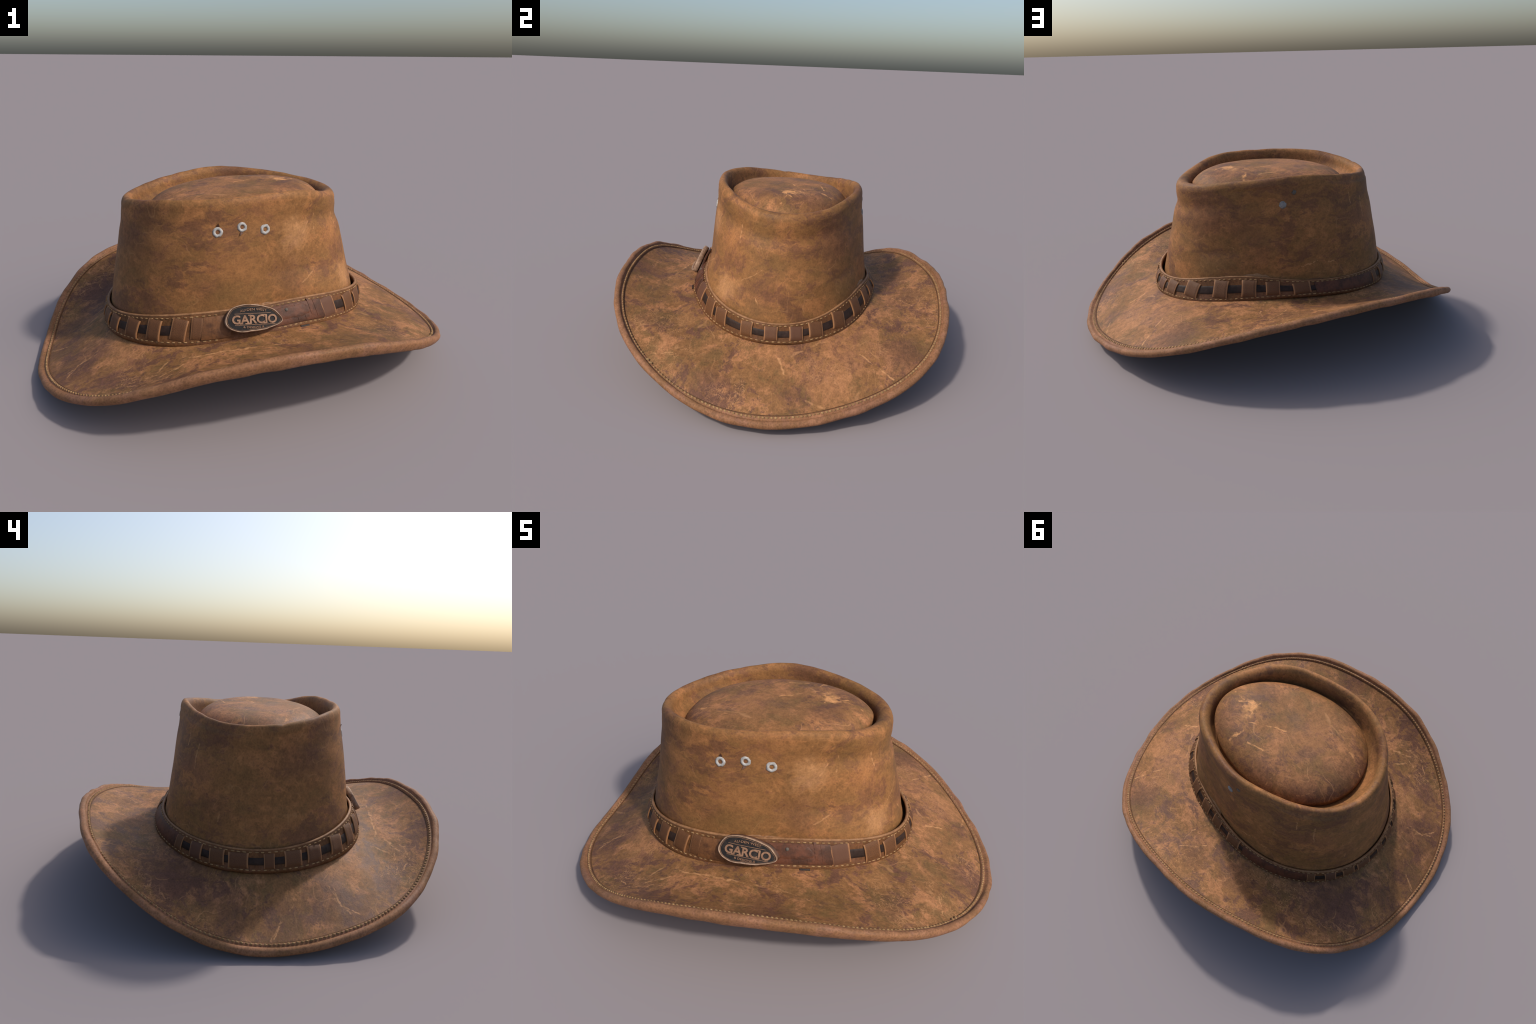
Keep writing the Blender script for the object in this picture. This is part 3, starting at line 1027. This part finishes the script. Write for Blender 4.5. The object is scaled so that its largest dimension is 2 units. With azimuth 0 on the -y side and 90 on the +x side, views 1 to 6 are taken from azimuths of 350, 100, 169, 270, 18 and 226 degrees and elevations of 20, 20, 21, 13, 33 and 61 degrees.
SCUFFS_BRIM = [
    ((205.4, 0.857), (204.3, 0.363)),
    ((227.0, 0.734), (235.5, 0.615)),
    ((237.3, 0.659), (241.5, 0.449)),
    ((185.8, 0.936), (188.0, 0.681)),
    ((234.8, 0.531), (234.8, 0.352)),
    ((242.6, 0.325), (263.4, 0.358)),
    ((264.3, 0.358), (277.3, 0.402)),
    ((13.1, 0.275), (24.3, 0.171)),
    ((330.0, 0.929), (336.3, 0.716)),
    ((8.2, 0.287), (11.0, 0.507)),
    ((16.5, 0.848), (20.9, 0.958)),
    ((108.1, 0.249), (91.0, 0.311)),
    ((12.8, 0.262), (28.9, 0.144)),
    ((184.8, 0.962), (188.6, 0.669)),
    ((188.6, 0.65), (193.2, 0.454)),
    ((240.1, 0.68), (235.0, 0.802)),
    ((235.0, 0.802), (229.0, 0.775)),
    ((240.3, 0.509), (240.5, 0.729)),
    ((205.7, 0.412), (204.8, 0.669)),
    ((204.8, 0.669), (207.5, 0.87)),
    ((275.4, 0.382), (255.1, 0.347)),
    ((78.1, 0.94), (76.7, 0.263)),
    ((85.5, 0.538), (89.8, 0.385)),
    ((80.7, 0.614), (77.8, 0.384)),
    ((77.8, 0.384), (80.0, 0.151)),
    ((241.0, 0.448), (239.2, 0.787)),
    ((204.3, 0.549), (205.7, 0.843)),
    ((280.6, 0.406), (297.1, 0.66)),
    ((267.9, 0.364), (274.3, 0.385)),
    ((84, 0.96), (82, 0.64)),
    ((82, 0.64), (87, 0.50)),
    ((38, 0.50), (42, 0.97)),
]
STAINS_BRIM = [
    ("dark", (154.9, 0.559), 0.091),
    ("dark", (175.2, 0.792), 0.064),
    ("dark", (221.5, 0.749), 0.056),
    ("dark", (237.0, 0.69), 0.042),
    ("warm", (217.1, 0.242), 0.076),
    ("dark", (349.4, 0.803), 0.074),
    ("dark", (358.4, 0.727), 0.045),
    ("dark", (279.9, 0.828), 0.082),
    ("olive", (58.0, 0.862), 0.076),
    ("warm", (7.0, 0.197), 0.071),
    ("warm", (23.0, 0.737), 0.085),
    ("dark", (317.3, 0.707), 0.051),
    ("dark", (49.8, 0.827), 0.103),
    ("dark", (84.8, 0.491), 0.049),
    ("warm", (25.4, 0.576), 0.122),
    ("dark", (159.1, 0.385), 0.089),
    ("olive", (175.5, 0.107), 0.049),
    ("dark", (171.2, 0.44), 0.075),
    ("dark", (189.8, 0.709), 0.089),
    ("dark", (223.3, 0.703), 0.047),
    ("dark", (210.9, 0.771), 0.060),
    ("warm", (205.5, 0.225), 0.062),
    ("dark", (112.9, 0.471), 0.072),
    ("dark", (352.3, 0.896), 0.070),
    ("dark", (201.2, 0.505), 0.068),
    ("olive", (299.3, 0.604), 0.089),
    ("olive", (317.7, 0.557), 0.066),
    ("dark", (152.2, 0.223), 0.144),
    ("dark", (203.5, 0.875), 0.088),
    ("dark", (89.3, 0.627), 0.080),
    ("dark", (49.7, 0.747), 0.071),
    ("warm", (38.8, 0.371), 0.128),
    ("dark", (13, 0.80), 0.050),
]


def spot_crown(q):
    th = np.array([math.radians(q[0])])
    ts = np.linspace(0, 1, 120)
    t = min(ts, key=lambda t: abs(crown_wall(th, t)[1][0] - q[1]))
    r, z = crown_wall(th, t)
    return tuple(float(v) for v in ring_points(th, r, z)[0])


def spot_brim(q):
    th = np.array([math.radians(q[0])])
    r, z = brim_profile(th, q[1])
    return tuple(float(v) for v in ring_points(th, r, z)[0])


def spot_dome(q):
    dx, dy = q[0] - DC[0], q[1] - DC[1]
    c, s = math.cos(DROT), math.sin(DROT)
    x, y = (c * dx + s * dy) / DR[0], (c * dy - s * dx) / DR[1]
    a = np.array([math.atan2(y, x)])
    return tuple(float(v) for v in dome_point(min(math.hypot(x, y), 1.0), a)[0])


def wear(scuffs, stains, spot, width):
    rnd = random.Random(len(scuffs))
    marks = [(spot(a), spot(b), width * rnd.uniform(0.7, 1.4), rnd.uniform(0.35, 0.78)) for a, b in scuffs]
    return dict(marks=marks, stains=[(t, spot(c), r, 0.45 if t == "pale" and r > 0.04 else 0.75 if t == "pale" else 0.40) for t, c, r in stains])


crown_obj.data.materials.append(leather(
    "crown_leather", base=(0.230, 0.104, 0.035), warm=(0.345, 0.145, 0.051), olive=(0.150, 0.079, 0.026), purple=(0.120, 0.050, 0.027), stretch=(1, 1, 1.8),
    contrast=0.86, blotch=4.6, grain=0.8, pebble=0.6, ragged=2.0, stain_soft=0.7, crackle=0.12, scratches=0.25, seed=1.3, **wear(SCUFFS_CROWN, STAINS_CROWN, spot_crown, 0.0048)))
dome_obj.data.materials.append(leather(
    "crown_top_leather", base=(0.235, 0.107, 0.040), warm=(0.350, 0.150, 0.061), contrast=0.9, blotch=6.5, pebble=0.7, grain=0.9, crackle=0.15,
    scratches=0.5, scuff=(0.66, 0.31, 0.115), seed=4.1, **wear(SCUFFS_DOME, STAINS_DOME, spot_dome, 0.0065)))
brim_obj.data.materials.append(leather(
    "brim_leather", base=(0.222, 0.103, 0.038), warm=(0.350, 0.155, 0.065), contrast=1.1, blotch=7.2, grain=1.0, pebble=0.7, crackle=0.8, scratches=0.45, seed=8.6,
    **wear(SCUFFS_BRIM, STAINS_BRIM, spot_brim, 0.0050)))
